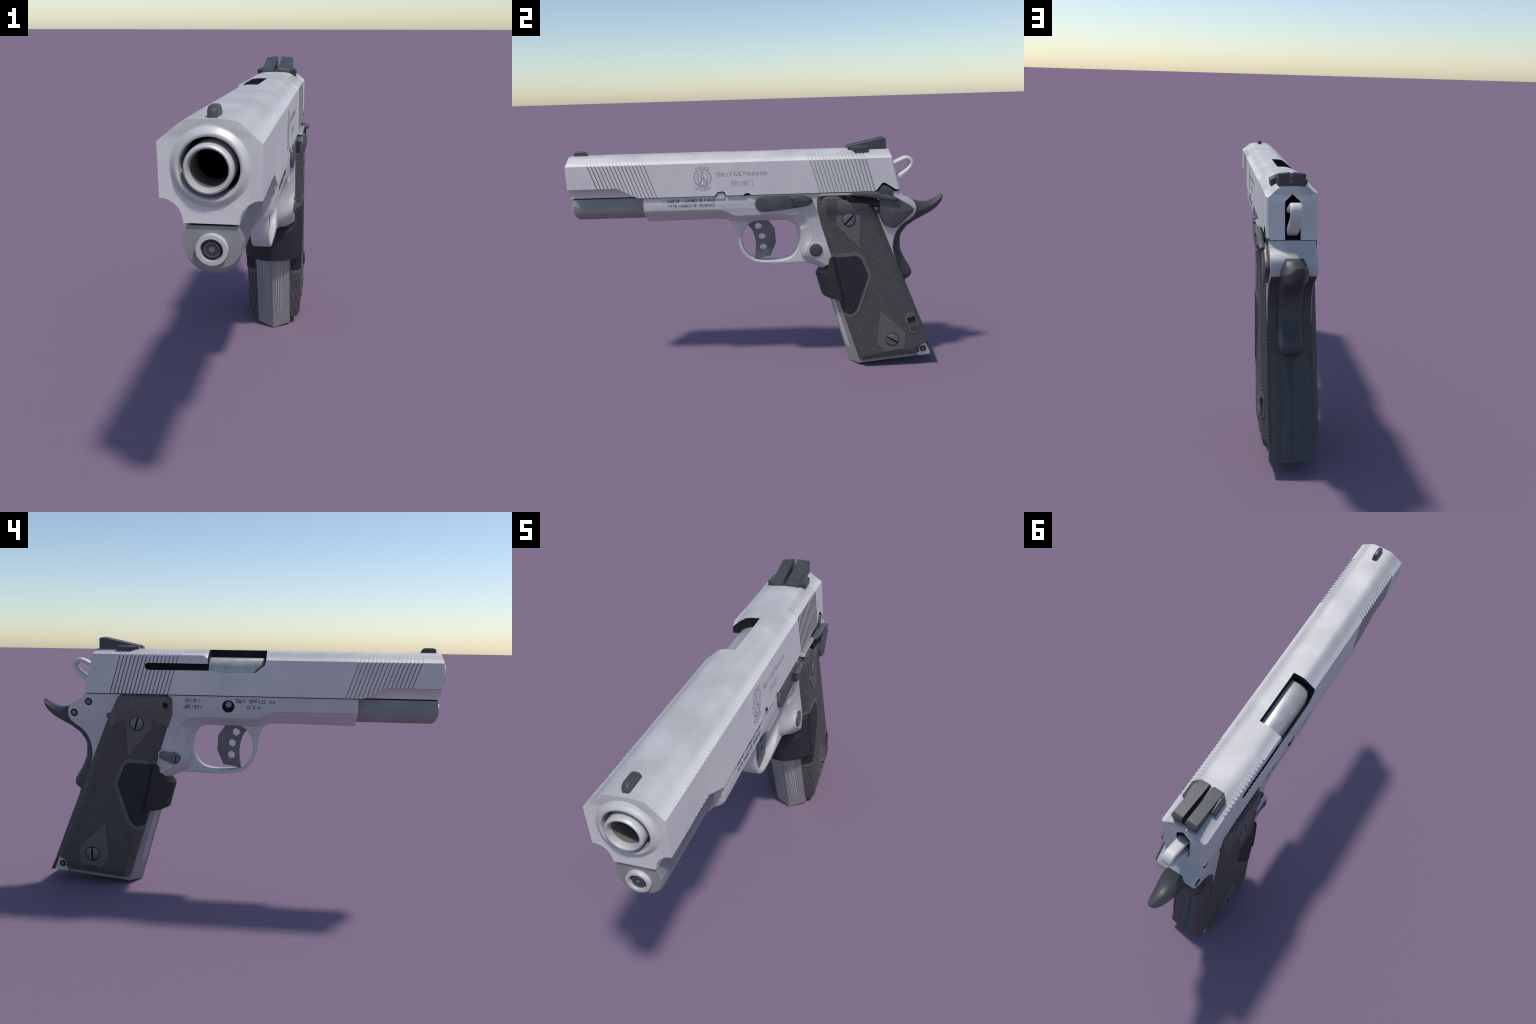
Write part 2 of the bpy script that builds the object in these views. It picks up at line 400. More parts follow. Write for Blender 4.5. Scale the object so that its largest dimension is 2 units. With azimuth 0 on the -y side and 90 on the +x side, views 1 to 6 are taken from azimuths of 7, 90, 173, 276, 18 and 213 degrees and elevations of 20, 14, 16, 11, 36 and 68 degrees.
def roof(x): return 0.006 * (1 - min(1, abs(x) / 0.058))
rs = []
prof = [(0.480, 1.197), (0.481, 1.210), (0.486, 1.2190), (0.662, 1.2560), (0.677, 1.2530), (0.679, 1.197)]
body = []
for sx0, sx1 in ((0.0085, 0.058), (-0.0085, -0.058)):
    body.append(loft("half", [[(sx0, y, z + (roof(sx0) if z > 1.2 else 0)) for y, z in prof], [(sx1, y, z + (roof(sx1) if z > 1.2 else 0)) for y, z in prof]]))
rs = bevelled(join("rs", *body), 0.0012, 30, 1)
floor = plate("floor", [[(0.484, 1.196), (0.484, 1.208), (0.60, 1.214), (0.675, 1.214), (0.675, 1.196)]], -0.0095, 0.0095)
sight = add("rear_sight", join("rear_sight", rs, floor), BLUED, slide_ob, angle=18)
for s in (1, -1):
    w = [(0.055, 1.232), (0.066, 1.226), (0.0825, 1.212), (0.0805, 1.188), (0.076, 1.1855), (0.055, 1.19)]
    rr = [[(s * x, 0.484 + (0.5 * (1.226 - z) if z < 1.215 else 0) + (x - 0.055) * 0.5, min(z, 1.2135)) for x, z in w],
          [(s * x, 0.512, min(z, 1.2215)) for x, z in w],
          [(s * x, 0.581, min(z, 1.2215)) for x, z in w]]
    add("sight_dovetail_wing", bevelled(loft("wing", rr), 0.0010, 30, 1), BLUED, sight, angle=18)

# ------------------------------------------------------------------ recoil spring housing and plug
def u_ring(y, zb, k=1.0):
    pts = [(0.0545, 0.9815), (0.0665, 0.946)] + [(0.066 * math.cos(a) ** 0.86 * k, 0.940 + (0.940 - zb) * -math.sin(a)) for a in [math.pi / 2 * i / 10 for i in range(0, 10)]] + [(0, zb)]
    return [(x, y, z) for x, z in pts] + [(-x, y, z) for x, z in pts[-2::-1]]
hou = loft("housing", [u_ring(-0.972, 0.884, 0.97), u_ring(-0.964, 0.873, 0.99), u_ring(-0.955, 0.8670), u_ring(-0.58, 0.8670)])
hou_ob = add("recoil_spring_housing", hou, TUBE, angle=24)
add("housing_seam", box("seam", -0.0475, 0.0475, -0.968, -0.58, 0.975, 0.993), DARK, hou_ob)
pr = [(0.0255, -0.960), (0.0245, -0.982), (0.0255, -0.984), (0.0345, -0.984), (0.0355, -0.9825), (0.0355, -0.960)]
add("spring_plug", lathe_y("plug", pr, 0, 0.930, 64, True), POLISHED, hou_ob, angle=40)
pr = [(0.0001, -0.9785), (0.0150, -0.9785), (0.0158, -0.9805), (0.0172, -0.9805), (0.0178, -0.977), (0.0205, -0.9745), (0.0245, -0.9735), (0.0245, -0.965), (0.0001, -0.965)]
add("spring_guide_cap", lathe_y("cap", pr, 0, 0.930, 48), BLUED, hou_ob, angle=35)
add("guide_cap_ring", lathe_y("ring", [(0.0150, -0.975), (0.0152, -0.9812), (0.0168, -0.9812), (0.0172, -0.975)], 0, 0.930, 48, True), SCREW, hou_ob, angle=35)
add("guide_cap_boss", lathe_y("boss", [(0.0060, -0.975), (0.0058, -0.9798), (0.0001, -0.9800)], 0, 0.930, 24), TRIG, hou_ob, angle=35)

# ------------------------------------------------------------------ frame
FW, GW = 0.099, 0.0345
# lower rim of the full-width flank, front to rear, with the ridge and inner line below it:
# (outer y,z), (ridge x,y,z), (inner x,y,z)
skirt_rows = [
    ((-0.5940, 0.9140), (0.0590, -0.5910, 0.8820), (0.0210, -0.5870, 0.8475)),
    ((-0.4000, 0.9140), (0.0590, -0.4000, 0.8820), (0.0210, -0.4000, 0.8500)),
    ((-0.2300, 0.9140), (0.0590, -0.2300, 0.8820), (0.0210, -0.2300, 0.8515)),
    ((-0.1980, 0.9120), (0.0590, -0.1950, 0.8820), (0.0210, -0.1950, 0.8500)),
    ((-0.1700, 0.9050), (0.0600, -0.1620, 0.8735), (0.0360, -0.1650, 0.8500)),
    ((-0.1450, 0.8930), (0.0600, -0.1350, 0.8635), (0.0360, -0.1400, 0.8420)),
    ((-0.1180, 0.8780), (0.0600, -0.1000, 0.8530), (0.0360, -0.0950, 0.8360)),
    ((-0.0600, 0.8780), (0.0600, -0.0550, 0.8528), (0.0360, -0.0550, 0.8355)),
    ((0.0200, 0.8785), (0.0600, 0.0200, 0.8530), (0.0360, 0.0200, 0.8355)),
    ((0.0920, 0.8790), (0.0600, 0.0900, 0.8538), (0.0360, 0.0900, 0.8365)),
    ((0.1440, 0.8775), (0.0600, 0.1350, 0.8532), (0.0360, 0.1320, 0.8370)),
    ((0.1720, 0.8745), (0.0710, 0.1580, 0.8480), (0.0360, 0.1550, 0.8340)),
    ((0.2050, 0.8735), (0.0700, 0.1780, 0.8420), (0.0360, 0.1740, 0.8280)),
    ((0.2350, 0.8650), (0.0680, 0.1960, 0.8320), (0.0360, 0.1900, 0.8190)),
    ((0.2600, 0.8460), (0.0590, 0.2130, 0.8150), (0.0360, 0.2030, 0.8030)),
    ((0.2780, 0.8200), (0.0770, 0.2280, 0.7930), (0.0360, 0.2120, 0.7820)),
    ((0.2880, 0.7900), (0.0770, 0.2380, 0.7680), (0.0360, 0.2170, 0.7570)),
    ((0.2900, 0.7600), (0.0780, 0.2450, 0.7420), (0.0360, 0.2200, 0.7320)),
    ((0.2840, 0.7350), (0.0800, 0.2500, 0.7200), (0.0360, 0.2200, 0.7050)),
    ((0.2700, 0.7130), (0.0860, 0.2520, 0.7030), (0.0360, 0.2220, 0.6800)),
    ((0.2590, 0.6900), (0.0900, 0.2500, 0.6800), (0.0360, 0.2260, 0.6550)),
    ((0.2610, 0.6670), (0.0880, 0.2520, 0.6570), (0.0360, 0.2340, 0.6320)),
    ((0.2780, 0.6460), (0.0860, 0.2700, 0.6340), (0.0360, 0.2500, 0.6120)),
    ((0.3060, 0.6270), (0.0840, 0.3000, 0.6130), (0.0360, 0.2850, 0.5940)),
    ((0.3350, 0.6090), (0.0820, 0.3280, 0.5920), (0.0360, 0.3160, 0.5770)),
    ((0.3580, 0.5910), (0.0800, 0.3520, 0.5780), (0.0360, 0.3450, 0.5660)),
]
def dense(rows, k=3):
    flat_rows = [(*a, *b, *c) for a, b, c in rows]
    n = len(flat_rows); out = []
    for i in range(n - 1):
        p = [flat_rows[max(0, min(n - 1, i + o))] for o in (-1, 0, 1, 2)]
        for j in range(k):
            t = j / k
            out.append([0.5 * (2 * b + (c - a) * t + (2 * a - 5 * b + 4 * c - d) * t * t + (3 * b - a - 3 * c + d) * t ** 3) for a, b, c, d in zip(*p)])
    out.append(list(flat_rows[-1]))
    return out
rows = dense(skirt_rows)
out_chain = [(r[0], r[1]) for r in rows]
rings = []
for r in rows:
    oy, oz, rx, ry, rz, ix, iy, iz = r
    A, B, C = Vector((FW, oy, oz)), Vector((rx, ry, rz)), Vector((ix, iy, iz))
    D = Vector((0, iy, iz - 0.002))
    pts = [A]
    for t in (0.25, 0.5, 0.75, 1.0):                       # quadratic-ish sweep through the ridge
        pts.append(A * (1 - t) ** 1 + B * t if oy > 0.16 else (A.lerp(B, t) + Vector((1, 0, -0.4)).normalized() * 0.004 * math.sin(math.pi * t)))
    for t in (0.33, 0.66, 1.0):
        pts.append(B.lerp(C, t) + Vector((0.7, 0, -0.7)) * 0.003 * math.sin(math.pi * t))
    pts.append(D)
    ring = [tuple(p) for p in pts] + [(-p[0], p[1], p[2]) for p in pts[-2::-1]]
    rings.append(ring)
skirt = loft("skirt", rings)

rear_edge = [(0.746, 0.984), (0.752, 0.978), (0.768, 0.958), (0.785, 0.948), (0.806, 0.938), (0.824, 0.924), (0.834, 0.905), (0.8355, 0.884), (0.830, 0.860), (0.810, 0.838), (0.770, 0.811), (0.742, 0.779), (0.725, 0.742), (0.7175, 0.700), (0.720, 0.660), (0.739, 0.602), (0.771, 0.522)]
rear_edge = rear_edge[:2] + spline(rear_edge[2:], 4)
flank = [(-0.594, 0.984)] + out_chain + [(0.374, 0.596), (0.45, 0.54), (0.66, 0.54), (0.875, 0.0535), (0.938, 0.0620), (0.9455, 0.075), (0.934, 0.105), (0.914, 0.140), (0.770, 0.492)] + rear_edge[::-1]
flank_me = plate("flank", [flank], -FW, FW, 0.003, 1)

guard_out = [(-0.22, 0.89), (-0.213, 0.858)] + spline([(-0.190, 0.855), (-0.160, 0.845), (-0.135, 0.826), (-0.118, 0.790), (-0.109, 0.745), (-0.104, 0.700), (-0.083, 0.649), (-0.048, 0.616), (-0.002, 0.597), (0.060, 0.590), (0.140, 0.589), (0.239, 0.593), (0.285, 0.588), (0.320, 0.570), (0.345, 0.561)], 4) + [(0.40, 0.60), (0.40, 0.90)]
guard_in = spline([(-0.087, 0.740), (-0.080, 0.775), (-0.060, 0.807), (-0.030, 0.830), (0.020, 0.8345), (0.090, 0.8365), (0.140, 0.836), (0.180, 0.824), (0.208, 0.793), (0.219, 0.757), (0.219, 0.716), (0.208, 0.672), (0.183, 0.635), (0.140, 0.615), (0.080, 0.610), (0.005, 0.615), (-0.044, 0.634), (-0.074, 0.672), (-0.0870, 0.708)], 4, closed=True)
guard = plate("guard", [guard_out, guard_in], -GW, GW, 0.006, 2)

# grip core with the V-shaped front strap
core = []
for zc, yc, zs, ys, zb, yb_ in [(0.64, 0.345, 0.64, 0.380, 0.64, 0.70), (0.47, 0.368, 0.45, 0.412, 0.45, 0.79), (0.404, 0.3845, 0.400, 0.4265, 0.40, 0.80), (0.0003, 0.5000, 0.010, 0.5455, 0.060, 0.943)]:
    h = [(0.0, yc, zc), (0.030, lerp(yc, ys, 0.39), lerp(zc, zs, .39)), (0.0765, ys, zs), (0.088, yb_, zb)]
    core.append(h + [(-x, y, z) for x, y, z in h[:0:-1]])
core_me = loft("core", core)
bottom_web = box("web", -0.088, 0.088, 0.60, 0.72, 0.60, 0.975)
frame_ob = add("frame", join("frame", flank_me, skirt, guard, bottom_web), FRAME, angle=32, weighted=False)
add("front_strap", core_me, STRAP, frame_ob, angle=20)

# fine flutes up the front strap
fl = []
for s in (1, -1):
    for k in range(4):
        x = 0.018 + 0.0075 * k
        t = x / 0.0765
        a = Vector((s * x, lerp(0.3845, 0.4265, t) - 0.0005, lerp(0.404, 0.400, t))); b = Vector((s * x, lerp(0.4723, 0.518, t) - 0.0004, lerp(0.097, 0.100, t)))
        w = 0.0022
        rr = []
        for p, hgt in ((a, .0024), (b.lerp(a, .06), .0024), (b, .0002)):
            rr.append([(p.x - w, p.y + 0.002, p.z), (p.x, p.y - hgt, p.z), (p.x + w, p.y + 0.002, p.z)])
        fl.append(loft("flute", rr))
add("front_strap_flutes", join("flutes", *fl), POLISHED, frame_ob, angle=60, kind="stuff")

# near-black block modelled as the shadow line in the seam under the slide
add("slide_seam_shadow", box("seam_shadow_box", -0.0955, 0.0955, -0.585, 0.735, 0.970, 0.992), DARK, frame_ob)
# magazine floor in the grip bottom
mg = [[(x, y, z) for x, y, z in ((-.05, .575, .0045), (.05, .575, .0045), (.055, .60, .008), (.055, .89, .0515), (-.055, .89, .0515), (-.055, .60, .008))],
      [(x, y, z + .02) for x, y, z in ((-.05, .575, .0045), (.05, .575, .0045), (.055, .60, .008), (.055, .89, .0515), (-.055, .89, .0515), (-.055, .60, .008))]]
add("magazine_floor_plate", loft("magazine", mg), BLUED, frame_ob)

# ------------------------------------------------------------------ grip safety with beavertail
def superellipse(cx_hw, top, bot, n=3.0, seg=28):
    """Ring between a top and a bottom point in (y, z), of half-width cx_hw."""
    mid = (Vector(top) + Vector(bot)) / 2; hv = (Vector(top) - Vector(bot)) / 2
    ring = []
    for i in range(seg):
        a = 2 * math.pi * i / seg
        c, s_ = math.cos(a), math.sin(a)
        x = cx_hw * math.copysign(abs(c) ** (2 / n), c); k = math.copysign(abs(s_) ** (2 / n), s_)
        p = mid + hv * k
        ring.append((x, p.x, p.y))
    return ring
tang_st = [((0.780, 0.945), (0.735, 0.790), 0.0585, 4), ((0.825, 0.926), (0.790, 0.780), 0.0585, 4), ((0.850, 0.9165), (0.828, 0.798), 0.0580, 4),
           ((0.882, 0.9095), (0.868, 0.819), 0.0545, 3.4), ((0.915, 0.9085), (0.909, 0.840), 0.0470, 2.8),
           ((0.945, 0.918), (0.944, 0.860), 0.0390, 2.5), ((0.970, 0.932), (0.972, 0.882), 0.0310, 2.3),
           ((0.986, 0.943), (0.991, 0.907), 0.0230, 2.2), ((0.9945, 0.9475), (0.999, 0.927), 0.0135, 2.1), ((0.997, 0.946), (1.0, 0.938), 0.005, 2)]
def tang_ring(top, bot, w, k):
    """Flat-topped section with slanting shoulders and a rounded belly; k narrows the flat."""
    T, B = Vector(top), Vector(bot)
    pts = [(0, 0), (0.72 * k, 0.0), (0.90 * k + 0.06, 0.10), (1.0, 0.30), (1.0, 0.45), (0.93, 0.68), (0.74, 0.87), (0.42, 0.97), (0, 1.0)]
    h = [(w * a, *(T.lerp(B, t))) for a, t in pts]
    return h + [(-x, y, z) for x, y, z in h[-2:0:-1]]
tang = loft("tang", [tang_ring(t, b, w, max(0.15, 1 - 0.09 * i)) for i, (t, b, w, n) in enumerate(tang_st)])
back = [(0.850, 0.8680, 0.8260), (0.826, 0.8540, 0.8010), (0.805, 0.8340, 0.7690), (0.786, 0.8050, 0.7520), (0.767, 0.7900, 0.7400), (0.747, 0.7760, 0.7320), (0.728, 0.7690, 0.7265), (0.705, 0.7695, 0.7235), (0.685, 0.7695, 0.7230), (0.661, 0.7725, 0.7250), (0.640, 0.7800, 0.7315), (0.617, 0.7905, 0.7390), (0.595, 0.8020, 0.7470), (0.573, 0.8160, 0.7550), (0.552, 0.8290, 0.7640), (0.537, 0.8355, 0.7700), (0.522, 0.8375, 0.7760), (0.508, 0.8340, 0.7810), (0.496, 0.8240, 0.7870), (0.482, 0.8070, 0.7930)]
rings = []
for z, yc, ysd in back:
    f = max(0, min(1, (z - 0.66) / 0.13)); g = 0.012 * f            # hollow below the tang
    q = 1.0 - 0.28 * max(0, min(1, (0.515 - z) / 0.033)) ** 1.5      # the hump rounds off at its foot
    h = [(0.0, yc - g * 0.4, z), (0.022 * q, yc - g * 0.3, z), (0.038 * q, yc - 0.002, z), (0.047 * q, lerp(ysd, yc, 0.78), z), (0.053 * q, lerp(ysd, yc, 0.42), z), (0.057 * q, lerp(ysd, yc, 0.08), z), (0.085, ysd, z), (0.0955, ysd - 0.001, z), (0.0965, ysd - 0.045, z)]
    rings.append(h + [(-x, y, zz) for x, y, zz in h[:0:-1]])
gs = loft("grip_safety", rings)
add("grip_safety", join("grip_safety", tang, gs), BACKSTRAP, frame_ob, angle=45)

# mainspring housing below it, with rows of serrations
def rear_y(z): return lerp(0.789, 0.9625, (0.488 - z) / (0.488 - 0.066))
rr = []
for z in (0.520, 0.48, 0.40, 0.20, 0.110, 0.0635):
    y = rear_y(z)
    h = [(0.0, y + 0.006, z), (0.040, y + 0.0055, z), (0.072, y + 0.004, z), (0.0985, y - (0.008 if z > 0.1 else 0.001), z), (0.0995, y - 0.020, z), (0.090, y - 0.06, z - (0.004 if z < .1 else 0))]
    rr.append(h + [(-a, b, c) for a, b, c in h[:0:-1]])
mh = paint(loft("housing", rr), BACKSTRAP); mh.materials.append(EDGE)
for p in mh.polygons:
    if 0.078 < abs(p.center.x) < 0.0995 and p.normal.y > 0.2: p.material_index = 0
add("mainspring_housing", mh, None, frame_ob, angle=25)
V, Fs = [], []
nrow = 46
for i in range(nrow):
    z = 0.470 - (0.470 - 0.078) * i / (nrow - 1)
    w = 0.030 + (0.016 * max(0, i - 26) / 19)
    for s in (1, -1):
        for x0, x1 in ((0.003, w),):
            b = len(V); y = rear_y(z) + 0.0050; hz = 0.0036
            V += [(s * x0, y, z - hz), (s * x0, y + 0.0060, z), (s * x0, y, z + hz), (s * x1, y - 0.001, z - hz), (s * (x1 - .004), y + 0.0022, z), (s * x1, y - 0.001, z + hz)]
            Fs += [(b, b + 1, b + 2), (b + 3, b + 5, b + 4), (b, b + 3, b + 4, b + 1), (b + 1, b + 4, b + 5, b + 2), (b, b + 2, b + 5, b + 3)]
add("backstrap_serrations", mesh("serr", V, Fs), RIDGE, frame_ob, angle=20, kind="stuff")

# ------------------------------------------------------------------ hammer
ho = [(0.690, 1.100), (0.700, 1.119)] + spline([(0.735, 1.1320), (0.778, 1.1525), (0.799, 1.1560), (0.820, 1.1490), (0.835, 1.1300), (0.8330, 1.1040), (0.818, 1.0790), (0.790, 1.0530), (0.760, 1.0270)], 4) + [(0.720, 0.995), (0.690, 1.00)]
hi = [(0.705, 1.095)] + spline([(0.739, 1.1105), (0.790, 1.1330), (0.806, 1.1315), (0.815, 1.1180), (0.806, 1.1000), (0.785, 1.0830), (0.752, 1.0580)], 4) + [(0.71, 1.03)]
add("hammer", plate("hammer", [ho, hi], -0.0275, 0.0245, 0.0105, 4), STEEL, frame_ob, angle=60)

# ------------------------------------------------------------------ trigger
tr = spline([(-0.056, 0.815), (-0.030, 0.780), (-0.017, 0.731), (-0.015, 0.683), (-0.024, 0.622)], 4) + [(0.064, 0.637), (0.095, 0.710), (0.091, 0.785), (0.048, 0.842), (-0.03, 0.842)]
hexes = [[(cy + 0.0212 * math.cos(math.radians(60 * k + 30)), cz + 0.0212 * math.sin(math.radians(60 * k + 30))) for k in range(6)] for cy, cz in ((0.001, 0.8015), (0.0205, 0.745), (0.025, 0.6855))]
add("trigger", plate("trigger", [tr] + hexes, -0.020, 0.020, 0.0015, 1), TRIG, frame_ob, angle=30)

# ------------------------------------------------------------------ grip panels
def bulge(z):
    """Both panels swell outwards near the top."""
    return 0.0135 * math.sin(math.pi * max(0, min(1, (z - 0.872) / 0.112))) ** 0.8
PF = 0.1240                               # half-width to the flat outer face
def facet(z): return lerp(0.018, 0.038, max(0, min(1, (z - 0.05) / 0.25))) + 0.012 * max(0, min(1, (z - 0.62) / 0.05))
def front_x(z): return lerp(0.0785, 0.094, max(0, min(1, (z - 0.60) / 0.06)))
def panel_x(y, yf, yr, z, full=PF):
    """Outer surface of a panel: flat with sloping front and rear facets."""
    full = full + bulge(z)
    d = facet(z)
    if y < yf + d: return lerp(front_x(z), full, max(0, (y - yf) / d))
    if y > yr - 0.036: return lerp(0.099, full, max(0, (yr - y) / 0.036))
    return full
rows_common = [((0.3245, 0.820), (0.650, 0.818)), ((0.349, 0.743), (0.683, 0.738)), ((0.380, 0.630), (0.7265, 0.632)), ((0.4235, 0.418), (0.8135, 0.421)),
               ((0.4535, 0.318), (0.8560, 0.318)), ((0.533, 0.078), (0.928, 0.1405)), ((0.5365, 0.068), (0.889, 0.1210)), ((0.5400, 0.055), (0.8765, 0.1010)), ((0.5440, 0.040), (0.8785, 0.0765))]
rows_left = [((0.316, 0.972), (0.452, 0.970)), ((0.308, 0.960), (0.460, 0.958)), ((0.3075, 0.945), (0.475, 0.945)), ((0.3075, 0.935), (0.487, 0.9335)), ((0.3075, 0.931), (0.592, 0.9260)), ((0.308, 0.926), (0.606, 0.919)), ((0.3085, 0.908), (0.613, 0.905)), ((0.309, 0.893), (0.620, 0.889)), ((0.312, 0.874), (0.627, 0.872))] + rows_common
rows_right = [((0.326, 0.985), (0.556, 0.985)), ((0.302, 0.972), (0.576, 0.972)), ((0.3015, 0.955), (0.586, 0.955)), ((0.3010, 0.930), (0.598, 0.930)), ((0.3015, 0.908), (0.608, 0.908)), ((0.3015, 0.890), (0.617, 0.893)), ((0.306, 0.872), (0.626, 0.872))] + rows_common
def rc(rows, z, k):
    tab = [(r[k][1], r[k][0]) for r in rows]
    return chain(tab, z)
rows_left_c = [((0.316, 0.970), (0.60, 0.970))] + rows_left[5:]
def build_panel(side, rows):
    rings = []
    fc = lambda k, f: k * facet(f[1])
    cols = [("f", 0.0, 0.070), ("f", 0.0, None), ("f", 0.5, None), ("f", 1.0, None), ("m", .5, None), ("r", 0.036, None), ("r", 0.018, None), ("r", 0.0, 0.099), ("r", 0.0, 0.076)]
    n = len(rows)
    for i, (f, r) in enumerate(rows):
        L_ = r[0] - f[0]
        ring = []
        lip = 0.0
        z_mid = (f[1] + r[1]) / 2
        full = PF
        if i == n - 1: full = 0.1125                       # bottom rim rolls in
        elif i == n - 2: full = 0.1190
        if i == 0: full = 0.117
        for kind, o, x in cols:
            y = f[0] + fc(o, f) if kind == "f" else r[0] - o if kind == "r" else (f[0] + r[0]) / 2
            t = (y - f[0]) / L_
            z = lerp(f[1], r[1], t)
            xx = x if x is not None else panel_x(y, f[0], r[0], z, full)
            if x is not None and x > 0.09: xx = min(x, full)
            ring.append((side * xx, y, z))
        rings.append(ring)
    return loft("panel", rings)

def conform(side, poly, rows, lift, sink=0.004, step=0.02, full=PF):
    """A thin raised patch with the given (y, z) outline lying on the panel's outer surface."""
    me = plate("patch", [poly], -sink, 0.0)
    bm = bmesh.new(); bm.from_mesh(me)
    bmesh.ops.triangulate(bm, faces=bm.faces)
    for _ in range(6):
        es = [e for e in bm.edges if e.calc_length() > step]
        if not es: break
        bmesh.ops.subdivide_edges(bm, edges=es, cuts=1)
        bmesh.ops.triangulate(bm, faces=[f for f in bm.faces if len(f.verts) > 4])
    for v in bm.verts:
        y, z = v.co.y, v.co.z
        x = panel_x(y, rc(rows, z, 0), rc(rows, z, 1), z, full) + lift + v.co.x
        v.co.x = side * x
    bmesh.ops.recalc_face_normals(bm, faces=bm.faces)
    bm.to_mesh(me); bm.free()
    return me

def slotted_screw(name, side, y, z, r, angle, x, parent):
    pr = [(r * 1.10, x - 0.01), (r * 1.10, x + 0.0006), (r * 1.02, x + 0.0010), (r * 1.00, x + 0.0010), (r * 0.97, x + 0.0030), (r * 0.80, x + 0.0048), (r * 0.4, x + 0.0056), (0.0001, x + 0.0058)]
    me = lathe_x(name, pr, y, z, 40, side)
    me.materials.append(SCREW); me.materials.append(DARK)
    for p in me.polygons:
        c = p.center; d = math.hypot(c.y - y, c.z - z)
        p.material_index = 1 if d > r * 0.985 else 0
    ca, sa = math.cos(angle), math.sin(angle)
    w, l = r * 0.13, r * 0.99
    quad = [(y + ca * a - sa * b, z + sa * a + ca * b) for a, b in ((-l, -w), (l, -w), (l, w), (-l, w))]
    me = cut(me, paint(plate("slit", [quad], side * (x + 0.0018), side * (x + 0.03)), DARK))
    return add(name, me, None, parent, angle=40)

def oval(cy, cz, a, b, n=24, rot=0.0):
    return [(cy + a * math.cos(t) * math.cos(rot) - b * math.sin(t) * math.sin(rot), cz + a * math.cos(t) * math.sin(rot) + b * math.sin(t) * math.cos(rot)) for t in [2 * math.pi * i / n for i in range(n)]]

def rounded(poly, r, n=5):
    """Round the corners of a polygon by r."""
    out = []; m = len(poly)
    for i in range(m):
        p, a, b = Vector(poly[i]), Vector(poly[i - 1]), Vector(poly[(i + 1) % m])
        rr = min(r, (a - p).length * 0.45, (b - p).length * 0.45)
        s = p + (a - p).normalized() * rr; e = p + (b - p).normalized() * rr
        for k in range(n + 1):
            t = k / n
            out.append(tuple(s.lerp(p, t).lerp(p.lerp(e, t), t)))
    return out

pad_rim = [(0.386, 0.662), (0.532, 0.668), (0.562, 0.640), (0.603, 0.535), (0.536, 0.330), (0.496, 0.297), (0.461, 0.297)]
pad_poly = [(0.381, 0.641), (0.523, 0.647), (0.545, 0.629), (0.583, 0.537), (0.523, 0.350), (0.490, 0.319), (0.4545, 0.319)]
low_diamond = [(0.652, 0.338), (0.638, 0.140), (0.681, 0.094), (0.790, 0.112), (0.793, 0.199)]
PANELS = {}
for side, rows in ((1, rows_left), (-1, rows_right)):
    ob = add("grip_panel", build_panel(side, rows), CHECK, angle=22)
    PANELS[side] = ob
    add("plain_diamond", conform(side, low_diamond, rows, 0.0022), RUBBER, ob, angle=40)
    add("pad_rim", conform(side, rounded(pad_rim, 0.018), rows, 0.0020), RUBBER, ob, angle=40)
    add("soft_pad", conform(side, rounded(pad_poly, 0.014), rows, 0.0040, 0.006), PAD, ob, angle=40)
    slotted_screw("grip_screw", side, 0.7205 + (0.004 if side < 0 else 0), 0.165, 0.0345, math.radians(-32 if side > 0 else 90), PF + 0.0022, ob)
    slotted_screw("grip_screw", side, 0.478, 0.8435, 0.0325, math.radians(47 if side > 0 else 104), PF + 0.0024, ob)
# left panel: kite-shaped plain field round the upper screw, running up to the top edge
lp = PANELS[1]
add("plain_diamond", conform(1, [(0.415, 0.950), (0.462, 0.950), (0.487, 0.930), (0.5395, 0.857), (0.536, 0.688), (0.411, 0.817)], rows_left_c, 0.0022, step=0.012), RUBBER, lp, angle=40)
# right panel: the whole upper part is plain, with a V down to a point
rp = PANELS[-1]
add("plain_field", conform(-1, [(0.322, 0.976), (0.562, 0.976), (0.580, 0.962), (0.594, 0.935), (0.612, 0.892), (0.620, 0.872), (0.618, 0.815), (0.580, 0.842), (0.533, 0.864), (0.526, 0.680), (0.404, 0.818), (0.402, 0.872), (0.360, 0.845), (0.316, 0.822), (0.305, 0.890), (0.305, 0.965)], rows_right, 0.0022, step=0.011), RUBBER, rp, angle=40)
rh = 0.0
hole_ring = lathe_x("hole", [(0.0175, 0.112), (0.0175, 0.1325), (0.0160, 0.1335), (0.0150, 0.1325), (0.0150, 0.112)], 0.3345, 0.936, 32, -1)
add("laser_aperture_rim", hole_ring, RUBBER, rp, angle=40)
add("laser_aperture", lathe_x("aperture", [(0.0150, 0.112), (0.0150, 0.1330), (0.0001, 0.1330)], 0.3345, 0.936, 32, -1), DARK, rp, angle=40)
add("aiming_screw", lathe_x("aim", [(0.0075, 0.12), (0.0075, 0.1398), (0.0040, 0.1400), (0.0036, 0.1386), (0.0001, 0.1386)], 0.501, 0.944, 20, -1), SCREW, rp)
